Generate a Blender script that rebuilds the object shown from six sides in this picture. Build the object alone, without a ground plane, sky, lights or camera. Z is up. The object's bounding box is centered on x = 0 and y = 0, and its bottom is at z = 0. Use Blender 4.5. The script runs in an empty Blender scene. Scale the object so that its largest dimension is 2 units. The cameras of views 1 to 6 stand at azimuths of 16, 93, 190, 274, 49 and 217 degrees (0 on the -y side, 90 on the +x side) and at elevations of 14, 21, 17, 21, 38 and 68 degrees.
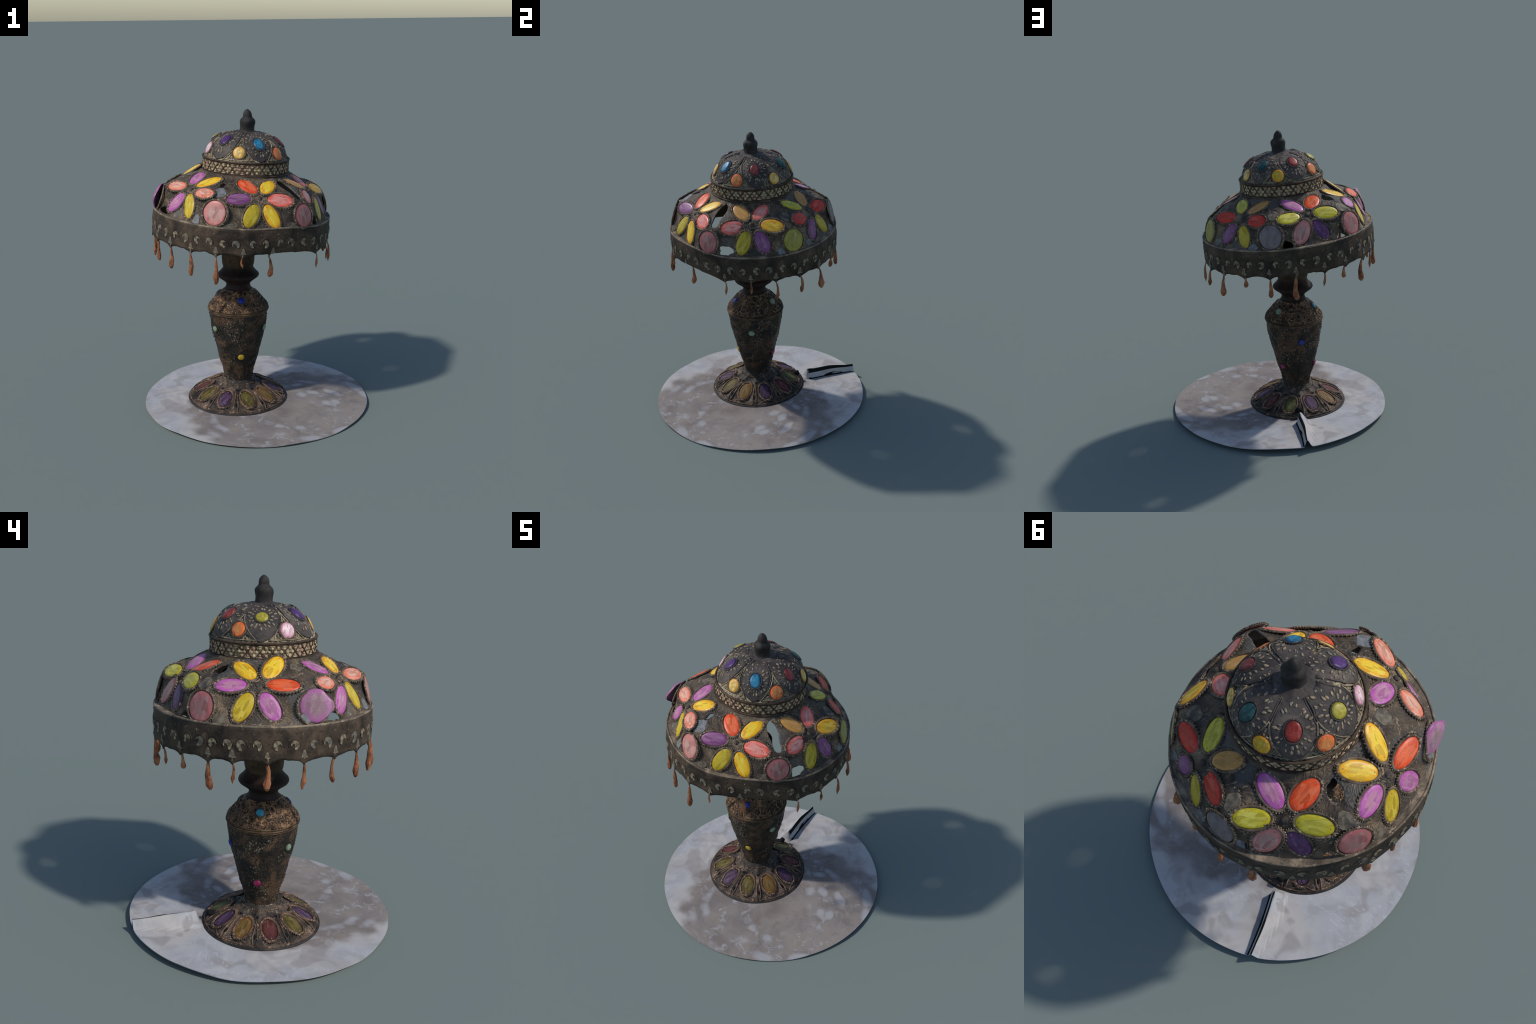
# Ornate jewelled table lamp standing on a thin round sheet, built part by part.
import bpy, math, random
from mathutils import Vector, Matrix, noise

rnd = random.Random(11)
COL = bpy.context.scene.collection
PI = math.pi


def interp(x, xs, ys):
    if x <= xs[0]:
        return ys[0]
    for i in range(1, len(xs)):
        if x <= xs[i]:
            t = (x - xs[i - 1]) / (xs[i] - xs[i - 1])
            return ys[i - 1] + t * (ys[i] - ys[i - 1])
    return ys[-1]


def smooth(a, b, x):
    t = min(1.0, max(0.0, (x - a) / (b - a)))
    return t * t * (3 - 2 * t)


def pnoise(p, s, seed=0.0):
    return noise.noise(Vector((p[0] * s + seed, p[1] * s - seed, p[2] * s + 2 * seed)))


# ------------------------------------------------------------------ materials
class Mat:
    """Small helper that wires Principled materials from node recipes."""

    def __init__(self, name, rough=0.7, spec=0.2):
        self.m = bpy.data.materials.new(name)
        self.m.use_nodes = True
        self.nt = self.m.node_tree
        self.b = self.nt.nodes['Principled BSDF']
        self.b.inputs['Roughness'].default_value = rough
        self.b.inputs['Specular IOR Level'].default_value = spec
        self.tc = self.nt.nodes.new('ShaderNodeTexCoord')
        self.obj = self.tc.outputs['Object']

    def node(self, kind, **kw):
        n = self.nt.nodes.new(kind)
        for k, v in kw.items():
            setattr(n, k, v)
        return n

    def put(self, sock, v):
        if hasattr(v, 'is_linked'):
            self.nt.links.new(v, sock)
        elif isinstance(v, (tuple, list)) and len(v) == 3 and sock.type == 'RGBA':
            sock.default_value = (*v, 1)
        else:
            sock.default_value = v

    def mapping(self, scale=(1, 1, 1), loc=(0, 0, 0), src=None):
        n = self.node('ShaderNodeMapping')
        self.put(n.inputs['Vector'], src or self.obj)
        n.inputs['Scale'].default_value = scale
        n.inputs['Location'].default_value = loc
        return n.outputs[0]

    def noise(self, scale, detail=3, rough=0.55, dist=0.0, src=None):
        n = self.node('ShaderNodeTexNoise')
        self.put(n.inputs['Vector'], src or self.obj)
        n.inputs['Scale'].default_value = scale
        n.inputs['Detail'].default_value = detail
        n.inputs['Roughness'].default_value = rough
        n.inputs['Distortion'].default_value = dist
        return n.outputs['Fac']

    def voronoi(self, scale, feature='F1', out='Distance', src=None, rand=1.0):
        n = self.node('ShaderNodeTexVoronoi', feature=feature)
        self.put(n.inputs['Vector'], src or self.obj)
        n.inputs['Scale'].default_value = scale
        n.inputs['Randomness'].default_value = rand
        return n.outputs[out]

    def math(self, op, a, b=0.0, c=None):
        n = self.node('ShaderNodeMath', operation=op)
        self.put(n.inputs[0], a)
        self.put(n.inputs[1], b)
        if c is not None:
            self.put(n.inputs[2], c)
        return n.outputs[0]

    def step(self, v, lo, hi):
        n = self.node('ShaderNodeMapRange', interpolation_type='SMOOTHSTEP')
        self.put(n.inputs['Value'], v)
        n.inputs['From Min'].default_value = lo
        n.inputs['From Max'].default_value = hi
        return n.outputs[0]

    def ramp(self, v, stops):
        n = self.node('ShaderNodeValToRGB')
        e = n.color_ramp.elements
        while len(e) < len(stops):
            e.new(0.5)
        for i, (p, c) in enumerate(stops):
            e[i].position = p
            e[i].color = (*c, 1)
        self.put(n.inputs[0], v)
        return n.outputs[0]

    def mix(self, f, a, b, blend='MIX'):
        n = self.node('ShaderNodeMix', data_type='RGBA', blend_type=blend)
        self.put(n.inputs[0], f)
        self.put(n.inputs[6], a)
        self.put(n.inputs[7], b)
        return n.outputs[2]

    def xyz(self, src=None):
        n = self.node('ShaderNodeSeparateXYZ')
        self.put(n.inputs[0], src or self.obj)
        return n.outputs

    def color(self, c):
        self.put(self.b.inputs['Base Color'], c)

    def bump(self, h, strength=0.5, dist=0.01):
        n = self.node('ShaderNodeBump')
        n.inputs['Strength'].default_value = strength
        n.inputs['Distance'].default_value = dist
        self.put(n.inputs['Height'], h)
        self.nt.links.new(n.outputs[0], self.b.inputs['Normal'])


def aged_metal(name, dark, mid, light, worn, worn_amt=0.60, patch=None, swirl=0.0):
    m = Mat(name, 0.65, 0.25)
    a = m.noise(9, 4, 0.6, 0.6)
    c = m.ramp(a, [(0.34, dark), (0.52, mid), (0.68, light)])
    b = m.noise(38, 4, 0.65, 1.2)
    c = m.mix(m.step(b, worn_amt, worn_amt + 0.12), c, worn)
    d = m.noise(70, 2, 0.5)
    c = m.mix(m.math('MULTIPLY', m.step(d, 0.56, 0.7), 0.6), c, dark)
    if swirl:       # contour-like chasing marks that follow warped lines
        w = m.noise(7, 2, 0.5, 1.5, m.mapping(loc=(9, 2, 4)))
        ph = m.math('SINE', m.math('MULTIPLY', w, 130.0))
        where = m.step(m.noise(11, 1, .5, 0, m.mapping(loc=(2, 8, 1))), .42, .58)
        c = m.mix(m.math('MULTIPLY', m.math('MULTIPLY', m.step(ph, .35, .95), where), .45 * swirl), c, light)
        c = m.mix(m.math('MULTIPLY', m.math('MULTIPLY', m.step(ph, -.35, -.95), where), .55 * swirl), c, dark)
    if patch:
        e = m.noise(6.5, 2, 0.5, 0.3, m.mapping(loc=(3.1, 1.7, 5.0)))
        c = m.mix(m.math('MULTIPLY', m.step(e, 0.57, 0.63), 0.75), c, patch)
    m.color(c)
    m.bump(b, 0.35, 0.006)
    return m.m




def shade_metal():
    """Worn shade plate: brown and slate patches, chased lines, tan rubbed spots."""
    m = Mat('shade_metal', .62, .25)
    big = m.noise(5.0, 3, .5, .8)
    c = m.ramp(big, [(.36, (.028, .022, .018)), (.46, (.080, .058, .041)), (.55, (.130, .094, .062)), (.66, (.24, .172, .110))])
    sl = m.noise(6.0, 2, .5, .4, m.mapping(loc=(3.1, 1.7, 5.0)))
    c = m.mix(m.math('MULTIPLY', m.step(sl, .53, .62), .7), c, (.120, .114, .106))
    c = m.mix(m.math('MULTIPLY', m.step(sl, .44, .36), .6), c, (.048, .044, .041))
    w = m.noise(6, 2, .5, 1.6, m.mapping(loc=(9, 2, 4)))
    ph = m.math('SINE', m.math('MULTIPLY', w, 120.0))
    where = m.step(m.noise(9, 1, .5, 0, m.mapping(loc=(2, 8, 1))), .44, .56)
    c = m.mix(m.math('MULTIPLY', m.math('MULTIPLY', m.step(ph, .30, .95), where), .30), c, (.24, .18, .122))
    c = m.mix(m.math('MULTIPLY', m.math('MULTIPLY', m.step(ph, -.30, -.95), where), .38), c, (.024, .020, .016))
    rub = m.noise(24, 3, .6, 1.4)
    c = m.mix(m.math('MULTIPLY', m.step(rub, .60, .70), .85), c, (.38, .285, .185))
    c = m.mix(m.math('MULTIPLY', m.step(m.noise(60, 2), .58, .72), .35), c, (.024, .019, .016))
    m.color(c)
    m.bump(m.math('ADD', m.math('MULTIPLY', ph, .4), rub), .4, .006)
    return m.m


M_SHADE = shade_metal()
M_SKIRT = aged_metal('skirt_metal', (.024, .017, .013), (.060, .042, .029), (.11, .074, .048),
                     (.19, .13, .082), 0.61)
M_RIM = aged_metal('rim_metal', (.07, .052, .038), (.20, .155, .11), (.40, .305, .205), (.62, .48, .32), 0.58)
M_SETTING = aged_metal('setting_metal', (.035, .026, .020), (.13, .095, .066), (.24, .175, .12), (.46, .345, .225), 0.55)
M_LATTICE = aged_metal('lattice_metal', (.028, .019, .013), (.075, .050, .033), (.13, .088, .058), (.22, .16, .10), 0.62)
M_PETAL = aged_metal('leaf_metal', (.040, .034, .032), (.085, .070, .063), (.145, .118, .098), (.25, .20, .145), 0.60)
M_FINIAL = aged_metal('finial_metal', (.018, .016, .015), (.036, .031, .028), (.066, .056, .049), (.14, .115, .09), 0.66)
M_COPPER = aged_metal('copper_metal', (.030, .022, .018), (.13, .080, .052), (.25, .155, .098), (.42, .28, .19), 0.55)


def filigree(name, gold, gold2, gap, scale, lines=0.055):
    """Scrolling pierced work: curled ridges over dark gaps."""
    m = Mat(name, 0.6, 0.3)
    warp = m.node('ShaderNodeTexNoise')
    warp.inputs['Scale'].default_value = scale * 0.6
    m.put(warp.inputs['Vector'], m.obj)
    add = m.node('ShaderNodeVectorMath', operation='MULTIPLY_ADD')
    m.put(add.inputs[0], warp.outputs['Color'])
    add.inputs[1].default_value = (1.6 / scale,) * 3
    m.put(add.inputs[2], m.obj)
    v = m.voronoi(scale, 'DISTANCE_TO_EDGE', src=add.outputs[0])
    w = m.voronoi(scale * 2.1, 'F1', src=add.outputs[0])
    ridge = m.step(v, lines * 3.4, lines)
    eye = m.math('MULTIPLY', m.step(w, .48, .36), m.step(w, .16, .26))
    k = m.math('MAXIMUM', ridge, eye)
    g = m.mix(m.step(m.noise(14, 3), .35, .68), gold2, gold)
    m.color(m.mix(k, gap, g))
    m.bump(k, 0.7, 0.008)
    return m.m


M_SHOULDER = filigree('shoulder_filigree', (.33, .185, .088), (.12, .066, .033), (.018, .012, .009), 30)
M_CAP = filigree('cap_filigree', (.42, .345, .22), (.22, .175, .115), (.055, .045, .033), 40, 0.07)


def body_material():
    """Dark etched body: fish scale rows, brown rust, pale green-grey specks."""
    m = Mat('etched_body', 0.6, 0.3)
    c = m.ramp(m.noise(8.5, 5, .65, 1.0), [(.38, (.014, .013, .010)), (.49, (.040, .028, .019)), (.60, (.125, .068, .036)), (.72, (.06, .04, .026))])
    sc = m.voronoi(75, 'DISTANCE_TO_EDGE', src=m.mapping((1, 1, 0.7)))
    rows = m.step(sc, .02, .10)
    c = m.mix(m.math('MULTIPLY', m.math('SUBTRACT', 1.0, rows), .7), c, (.010, .009, .008))
    z = m.noise(11, 3, .6, .5, m.mapping((1, 1, .8), (2, 5, 1)))
    sp = m.math('MULTIPLY', m.step(z, .50, .60), m.step(m.voronoi(75, 'F1', src=m.mapping((1, 1, .7))), .42, .18))
    c = m.mix(m.math('MULTIPLY', sp, .8), c, (.21, .20, .145))
    m.color(c)
    m.bump(m.math('ADD', rows, m.noise(25, 4)), 0.6, 0.006)
    return m.m


M_BODY = body_material()
M_SCALE = aged_metal('raised_scale', (.018, .015, .012), (.050, .040, .028), (.105, .090, .062), (.17, .155, .115), .60)
M_NECK = aged_metal('neck_enamel', (.012, .007, .006), (.028, .013, .010), (.050, .022, .016), (.075, .040, .028), 0.7)
M_SOCKET = aged_metal('socket_brass', (.02, .014, .009), (.055, .034, .018), (.10, .06, .03), (.14, .10, .06), 0.62)
M_FOOT = aged_metal('foot_metal', (.016, .014, .013), (.050, .041, .035), (.17, .118, .083), (.36, .25, .175), 0.56, None, .8)
M_GILT = aged_metal('gilt_wire', (.10, .075, .05), (.30, .235, .155), (.50, .40, .27), (.70, .60, .45), .60)
M_RING = aged_metal('ring_bronze', (.03, .02, .014), (.10, .060, .034), (.19, .115, .065), (.28, .18, .11), .60)
M_BLACK = Mat('black_edge', .8, .1)
M_BLACK.color((.012, .012, .012))
M_BLACK = M_BLACK.m


def speck_material(name, a, b, c):
    m = Mat(name, .6, .25)
    m.color(m.mix(m.step(m.noise(17, 2, .5, 0, m.mapping(loc=(1, 2, 3))), .50, .62),
                  m.ramp(m.noise(45, 2), [(.36, a), (.62, b)]), c))
    return m.m


def inlay_material():
    m = Mat('cream_inlay', .6, .25)
    oi = m.node('ShaderNodeObjectInfo')
    c = m.ramp(m.noise(48, 3, .6, .8), [(.38, (.055, .043, .030)), (.50, (.205, .165, .108)), (.66, (.42, .34, .22))])
    c = m.mix(m.math('MULTIPLY', m.step(oi.outputs['Random'], .45, 1.0), .6), c, (.115, .115, .105))
    m.color(c)
    return m.m


M_CREAM = inlay_material()
M_SEED = speck_material('pierced_cream', (.17, .13, .085), (.38, .29, .18), (.24, .21, .17))
M_MOSAIC = speck_material('band_inlay', (.26, .195, .105), (.66, .50, .29), (.46, .27, .19))
M_PANE = speck_material('pale_pane', (.13, .135, .135), (.24, .25, .26), (.17, .165, .15))
M_TANPANE = speck_material('tan_pane', (.10, .085, .062), (.21, .175, .125), (.08, .07, .058))


def amber_material():
    m = Mat('amber_bead', .5, .3)
    a = m.noise(16, 3, .6)
    c = m.ramp(a, [(.34, (.13, .042, .018)), (.50, (.29, .105, .045)), (.70, (.46, .20, .10))])
    m.color(m.mix(m.math('MULTIPLY', m.step(m.noise(33, 2), .6, .68), .5), c, (.45, .11, .02)))
    return m.m


M_AMBER = amber_material()

GEM_COLOURS = {  # saturated edge, paler heart
    'yellow': ((.94, .44, .006), (.92, .62, .04)),
    'amber': ((.80, .34, .012), (.68, .45, .035)),
    'olive': ((.52, .365, .008), (.55, .42, .03)),
    'old_gold': ((.62, .40, .010), (.62, .46, .035)),
    'lemon': ((.62, .51, .010), (.66, .58, .08)),
    'orange': ((.62, .30, .07), (.56, .29, .08)),
    'scarlet': ((.88, .075, .012), (.86, .16, .05)),
    'crimson': ((.66, .030, .014), (.58, .065, .030)),
    'rose': ((.88, .13, .085), (.74, .31, .26)),
    'salmon': ((.90, .22, .12), (.74, .42, .30)),
    'magenta': ((.55, .11, .44), (.52, .24, .34)),
    'purple': ((.27, .065, .22), (.29, .12, .24)),
    'violet': ((.12, .032, .13), (.155, .06, .155)),
    'mauve': ((.54, .15, .15), (.35, .19, .17)),
    'pink': ((.66, .22, .20), (.50, .29, .245)),
    'lilac': ((.50, .16, .38), (.37, .24, .245)),
    'grey': ((.21, .165, .175), (.215, .175, .175)),
    'olive_disc': ((.38, .33, .05), (.36, .32, .07)),
    'tangerine': ((.85, .15, .03), (.70, .28, .08)),
    'gold': ((.80, .40, .05), (.85, .62, .22)),
    'blush': ((.68, .30, .38), (.85, .60, .62)),
    'blue': ((.012, .10, .20), (.02, .21, .36)),
    'ruby': ((.15, .022, .024), (.23, .045, .040)),
    'garnet': ((.20, .028, .022), (.38, .040, .022)),
    'emerald': ((.008, .050, .052), (.014, .085, .078)),
    'citrine': ((.35, .30, .03), (.46, .39, .05)),
    'grape': ((.050, .022, .10), (.11, .035, .19)),
    'cobalt': ((.010, .018, .20), (.015, .035, .36)),
    'turquoise': ((.02, .17, .26), (.06, .34, .45)),
    'jade': ((.15, .23, .14), (.28, .36, .24)),
    'mustard': ((.45, .27, .015), (.60, .42, .03)),
    'raspberry': ((.22, .008, .06), (.34, .020, .11)),
    'smoky_olive': ((.075, .055, .014), (.15, .115, .032)),
    'smoky_amber': ((.19, .085, .018), (.16, .105, .03)),
    'smoky_purple': ((.035, .016, .036), (.085, .043, .09)),
    'smoky_red': ((.065, .016, .015), (.12, .035, .032)),
    'smoky_green': ((.05, .05, .018), (.13, .13, .04)),
}
GEM_MATS = {}


def gem_material(key):
    if key in GEM_MATS:
        return GEM_MATS[key]
    edge, heart = GEM_COLOURS[key]
    dull = key.startswith('smoky')
    m = Mat('gem_' + key, .6 if dull else .38, .15 if dull else .34)
    x, y, z = m.xyz()
    oi = m.node('ShaderNodeObjectInfo')
    off = m.node('ShaderNodeCombineXYZ')
    m.put(off.inputs[0], m.math('MULTIPLY', oi.outputs['Random'], 37.0))
    add = m.node('ShaderNodeVectorMath', operation='ADD')
    m.put(add.inputs[0], m.mapping((1.15, 2.0, 1)))
    m.put(add.inputs[1], off.outputs[0])
    r = m.math('SQRT', m.math('ADD', m.math('MULTIPLY', x, x), m.math('MULTIPLY', y, y)))
    n1 = m.noise(1.5, 3, .6, .8, add.outputs[0])
    rr = m.math('ADD', r, m.math('MULTIPLY', m.math('SUBTRACT', n1, .5), .9))
    c = m.mix(m.step(rr, .38, .92), heart, edge)
    fac = m.voronoi(1.7, 'F1', 'Color', add.outputs[0])
    sep = m.node('ShaderNodeSeparateColor')
    m.put(sep.inputs[0], fac)
    lum = sum(heart) / 3
    pale = tuple(min(.95, h * 1.18 + .07 + .06 * lum) for h in heart)  # glints and inner glow of the stone, baked in as lighter patches
    deep = tuple(h * .55 for h in edge)
    c = m.mix(m.math('MULTIPLY', m.step(sep.outputs[0], .62, .80), .42), c, pale)
    c = m.mix(m.math('MULTIPLY', m.step(sep.outputs[1], .50, .95), .60), c, deep)
    c = m.mix(m.math('MULTIPLY', m.step(m.noise(3.0, 4, .65, 1.2, add.outputs[0]), .57, .68), .70), c, pale)
    c = m.mix(m.math('MULTIPLY', m.step(m.noise(4.2, 3, .6, 2.0, add.outputs[0]), .44, .34), .45), c, deep)
    c = m.mix(m.math('MULTIPLY', m.step(r, .86, .99), .45), c, deep)
    m.color(c)
    GEM_MATS[key] = m.m
    return m.m


# lamp's cast shadow painted into the sheet colour: brown field with light spots
def sheet_material():
    m = Mat('pale_sheet', .75, .15)
    cell = m.node('ShaderNodeTexVoronoi')
    cell.inputs['Scale'].default_value = 9
    m.put(cell.inputs['Vector'], m.mapping((1, 1, .1)))
    sep = m.node('ShaderNodeSeparateColor')
    m.put(sep.inputs[0], cell.outputs['Color'])
    warm, cool = (.500, .470, .448), (.425, .433, .455)
    base = m.mix(m.step(m.noise(3.2, 3, .5, .4), .40, .60), warm, cool)
    base = m.mix(m.math('MULTIPLY', sep.outputs[0], .30), base, (.61, .59, .575))
    base = m.mix(m.math('MULTIPLY', sep.outputs[2], .22), base, (.39, .375, .38))
    base = m.mix(m.math('MULTIPLY', m.step(m.noise(6, 3, .55, .8), .46, .64), .45), base, (.34, .32, .325))
    # painted shadow area: soft lobed edge round a point beside the foot
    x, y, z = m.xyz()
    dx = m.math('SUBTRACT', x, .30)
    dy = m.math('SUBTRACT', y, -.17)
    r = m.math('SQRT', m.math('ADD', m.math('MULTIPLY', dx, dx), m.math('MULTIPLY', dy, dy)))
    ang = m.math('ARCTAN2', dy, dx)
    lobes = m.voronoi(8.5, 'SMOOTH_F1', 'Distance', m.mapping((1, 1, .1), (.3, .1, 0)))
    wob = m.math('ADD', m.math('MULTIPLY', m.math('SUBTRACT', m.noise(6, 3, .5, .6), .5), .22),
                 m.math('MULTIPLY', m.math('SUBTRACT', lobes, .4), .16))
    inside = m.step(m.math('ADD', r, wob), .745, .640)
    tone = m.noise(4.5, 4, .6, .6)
    stain = m.mix(m.step(tone, .36, .64), (.215, .180, .162), (.300, .258, .228))  # stain holds the browns of the shade's shadow baked into the sheet
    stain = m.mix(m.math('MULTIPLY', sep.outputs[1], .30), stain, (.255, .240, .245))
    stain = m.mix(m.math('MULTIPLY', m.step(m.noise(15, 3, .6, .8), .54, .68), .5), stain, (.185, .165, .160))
    # gem-shaped light spots drawn in pale: lenses along arcs round the centre
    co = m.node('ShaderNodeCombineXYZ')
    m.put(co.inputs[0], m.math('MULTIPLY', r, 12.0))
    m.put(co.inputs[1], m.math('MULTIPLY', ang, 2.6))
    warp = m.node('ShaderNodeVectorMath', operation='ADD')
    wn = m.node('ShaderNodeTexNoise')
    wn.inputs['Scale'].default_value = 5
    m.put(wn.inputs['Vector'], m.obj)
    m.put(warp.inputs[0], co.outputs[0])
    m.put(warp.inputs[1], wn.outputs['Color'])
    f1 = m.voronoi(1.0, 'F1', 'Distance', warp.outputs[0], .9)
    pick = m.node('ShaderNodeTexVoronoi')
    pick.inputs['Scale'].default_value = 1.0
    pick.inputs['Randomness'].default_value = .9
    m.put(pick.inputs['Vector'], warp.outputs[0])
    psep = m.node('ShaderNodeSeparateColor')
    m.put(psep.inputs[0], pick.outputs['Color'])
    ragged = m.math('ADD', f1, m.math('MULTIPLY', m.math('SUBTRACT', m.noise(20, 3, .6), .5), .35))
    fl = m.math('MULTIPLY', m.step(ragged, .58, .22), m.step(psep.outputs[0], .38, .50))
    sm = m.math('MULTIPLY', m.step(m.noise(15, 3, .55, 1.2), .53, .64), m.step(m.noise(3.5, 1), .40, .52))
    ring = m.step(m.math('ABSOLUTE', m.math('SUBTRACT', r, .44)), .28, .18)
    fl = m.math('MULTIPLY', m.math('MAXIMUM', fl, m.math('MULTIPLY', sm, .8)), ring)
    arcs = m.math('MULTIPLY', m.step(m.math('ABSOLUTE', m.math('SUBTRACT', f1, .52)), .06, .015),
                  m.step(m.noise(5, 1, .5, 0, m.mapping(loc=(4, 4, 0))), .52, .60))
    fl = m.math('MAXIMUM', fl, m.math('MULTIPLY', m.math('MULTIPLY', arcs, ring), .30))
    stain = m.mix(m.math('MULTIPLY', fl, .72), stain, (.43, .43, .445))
    # grey blots tinted in outside the field: shadows of the hanging beads
    bl = m.math('MULTIPLY', m.step(m.noise(5.5, 2, .5, .8, m.mapping(loc=(7, 1, 0))), .52, .66), m.step(r, .66, .74))
    base = m.mix(m.math('MULTIPLY', bl, .60), base, (.29, .262, .252))
    st = m.math('MULTIPLY', m.step(m.noise(13, 3, .6, 1.5, m.mapping((1, 2.2, 1), (3, 3, 0))), .54, .64), m.step(m.noise(3, 1), .45, .55))
    base = m.mix(m.math('MULTIPLY', st, .40), base, (.56, .58, .62))
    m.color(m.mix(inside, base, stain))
    return m.m


M_SHEET = sheet_material()

# ------------------------------------------------------------------ object helpers


def mesh(name, verts, faces, mats, smooth_shade=True, mat_of=None):
    me = bpy.data.meshes.new(name)
    me.from_pydata([tuple(v) for v in verts], [], faces)
    for mm in (mats if isinstance(mats, (list, tuple)) else [mats]):
        me.materials.append(mm)
    me.polygons.foreach_set('use_smooth', [smooth_shade] * len(faces))
    if mat_of:
        me.polygons.foreach_set('material_index', [mat_of(f) for f in faces])
    me.update()
    return me


def empty(name, loc, label, category):
    o = bpy.data.objects.new(name, None)
    o.empty_display_size = .1
    o.location = loc
    o['label'] = label
    o['category'] = category
    COL.objects.link(o)
    return o


def add(name, me, parent=None, mw=None):
    """Link an object; parents other than the root Empty sit at the identity."""
    o = bpy.data.objects.new(name, me)
    COL.objects.link(o)
    if parent is not None:
        o.parent = parent
        if parent.type == 'EMPTY':
            o.matrix_parent_inverse = Matrix.Translation(parent.location).inverted()
    o.matrix_basis = mw if mw is not None else Matrix.Identity(4)
    return o


def frame(origin, normal):
    n = Vector(normal).normalized()
    x = (Vector((1, 0, 0)) - n * n.x).normalized()
    y = n.cross(x)
    return Matrix(((x.x, y.x, n.x, origin[0]), (x.y, y.y, n.y, origin[1]), (x.z, y.z, n.z, origin[2]), (0, 0, 0, 1)))


def orient(p, n, long_dir, sx=1, sy=1, sz=1):
    n = n.normalized()
    x = (long_dir - n * long_dir.dot(n)).normalized()
    y = n.cross(x)
    m = Matrix(((x.x * sx, y.x * sy, n.x * sz, p.x), (x.y * sx, y.y * sy, n.y * sz, p.y),
                (x.z * sx, y.z * sy, n.z * sz, p.z), (0, 0, 0, 1)))
    return m


def lathe(profile, fn, seg=96, cap_top=False, cap_bot=False, sub=1):
    """Sweep (h, r) pairs round the axis; fn(h, r, az) gives the point."""
    prof = []
    for (h0, r0), (h1, r1) in zip(profile, profile[1:]):
        for k in range(sub):
            t = k / sub
            prof.append((h0 + (h1 - h0) * t, r0 + (r1 - r0) * t))
    prof.append(profile[-1])
    V, F = [], []
    for h, r in prof:
        for j in range(seg):
            V.append(fn(h, r, 2 * PI * j / seg))
    for i in range(len(prof) - 1):
        for j in range(seg):
            k = (j + 1) % seg
            F.append((i * seg + j, i * seg + k, (i + 1) * seg + k, (i + 1) * seg + j))
    if cap_bot:
        F.append(tuple(reversed(range(seg))))
    if cap_top:
        o = (len(prof) - 1) * seg
        F.append(tuple(o + j for j in range(seg)))
    return V, F


def tube(points, radius, seg=8, closed=False, V=None, F=None):
    V = [] if V is None else V
    F = [] if F is None else F
    n = len(points)
    base = len(V)
    for i, p in enumerate(points):
        a = points[(i - 1) % n] if closed or i else p
        b = points[(i + 1) % n] if closed or i < n - 1 else p
        t = (b - a).normalized()
        u = t.orthogonal().normalized() if abs(t.z) > .95 else t.cross(Vector((0, 0, 1))).normalized()
        w = t.cross(u)
        r = radius(i / max(1, n - 1)) if callable(radius) else radius
        for j in range(seg):
            q = 2 * PI * j / seg
            V.append(p + (u * math.cos(q) + w * math.sin(q)) * r)
    m = n if closed else n - 1
    for i in range(m):
        k = (i + 1) % n
        for j in range(seg):
            l = (j + 1) % seg
            F.append((base + i * seg + j, base + i * seg + l, base + k * seg + l, base + k * seg + j))
    if not closed:
        F.append(tuple(base + j for j in reversed(range(seg))))
        F.append(tuple(base + (n - 1) * seg + j for j in range(seg)))
    return V, F


def blob(V, F, mw, seg=8, rings=5):
    """Half-buried ellipsoid bead in the unit frame of mw."""
    base = len(V)
    V.append(mw @ Vector((0, 0, 1)))
    for i in range(1, rings):
        th = PI * .62 * i / (rings - 1)
        for j in range(seg):
            q = 2 * PI * j / seg
            V.append(mw @ Vector((math.sin(th) * math.cos(q), math.sin(th) * math.sin(q), math.cos(th))))
    for j in range(seg):
        F.append((base, base + 1 + j, base + 1 + (j + 1) % seg))
    for i in range(rings - 2):
        for j in range(seg):
            k = (j + 1) % seg
            a = base + 1 + i * seg
            F.append((a + j, a + seg + j, a + seg + k, a + k))


# ------------------------------------------------------------------ unit meshes
GEM_SEG = 22


def gem_unit(kind):
    """Unit gem (x long, y across, z up): girdle, crown facets and a low table."""
    g = random.Random(5 if kind == 'oval' else 9)
    rings = [(1.0, -.8), (1.0, .15), (.93, .55), (.74, .86), (.50, .97)]
    V, F = [], []
    for i, (f, z) in enumerate(rings):
        for j in range(GEM_SEG):
            q = 2 * PI * (j + (.5 if i % 2 else 0)) / GEM_SEG
            k = f * (1 + g.uniform(-.018, .018))
            c, s = math.cos(q), math.sin(q)
            e = 1.12 if kind == 'oval' else 1.0   # a little fuller than an ellipse at the flanks
            sx = math.copysign(abs(c) ** (1 / e), c)
            V.append(Vector((sx * k, s * k, z + (g.uniform(-.05, .05) if i > 1 else 0))))
    for i in range(len(rings) - 1):
        for j in range(GEM_SEG):
            k = (j + 1) % GEM_SEG
            F.append((i * GEM_SEG + j, i * GEM_SEG + k, (i + 1) * GEM_SEG + k, (i + 1) * GEM_SEG + j))
    c = len(V)
    V.append(Vector((0, 0, 1.0)))
    o = (len(rings) - 1) * GEM_SEG
    for j in range(GEM_SEG):
        F.append((o + j, o + (j + 1) % GEM_SEG, c))
    return V, F


GEM_MESH = {}


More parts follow.
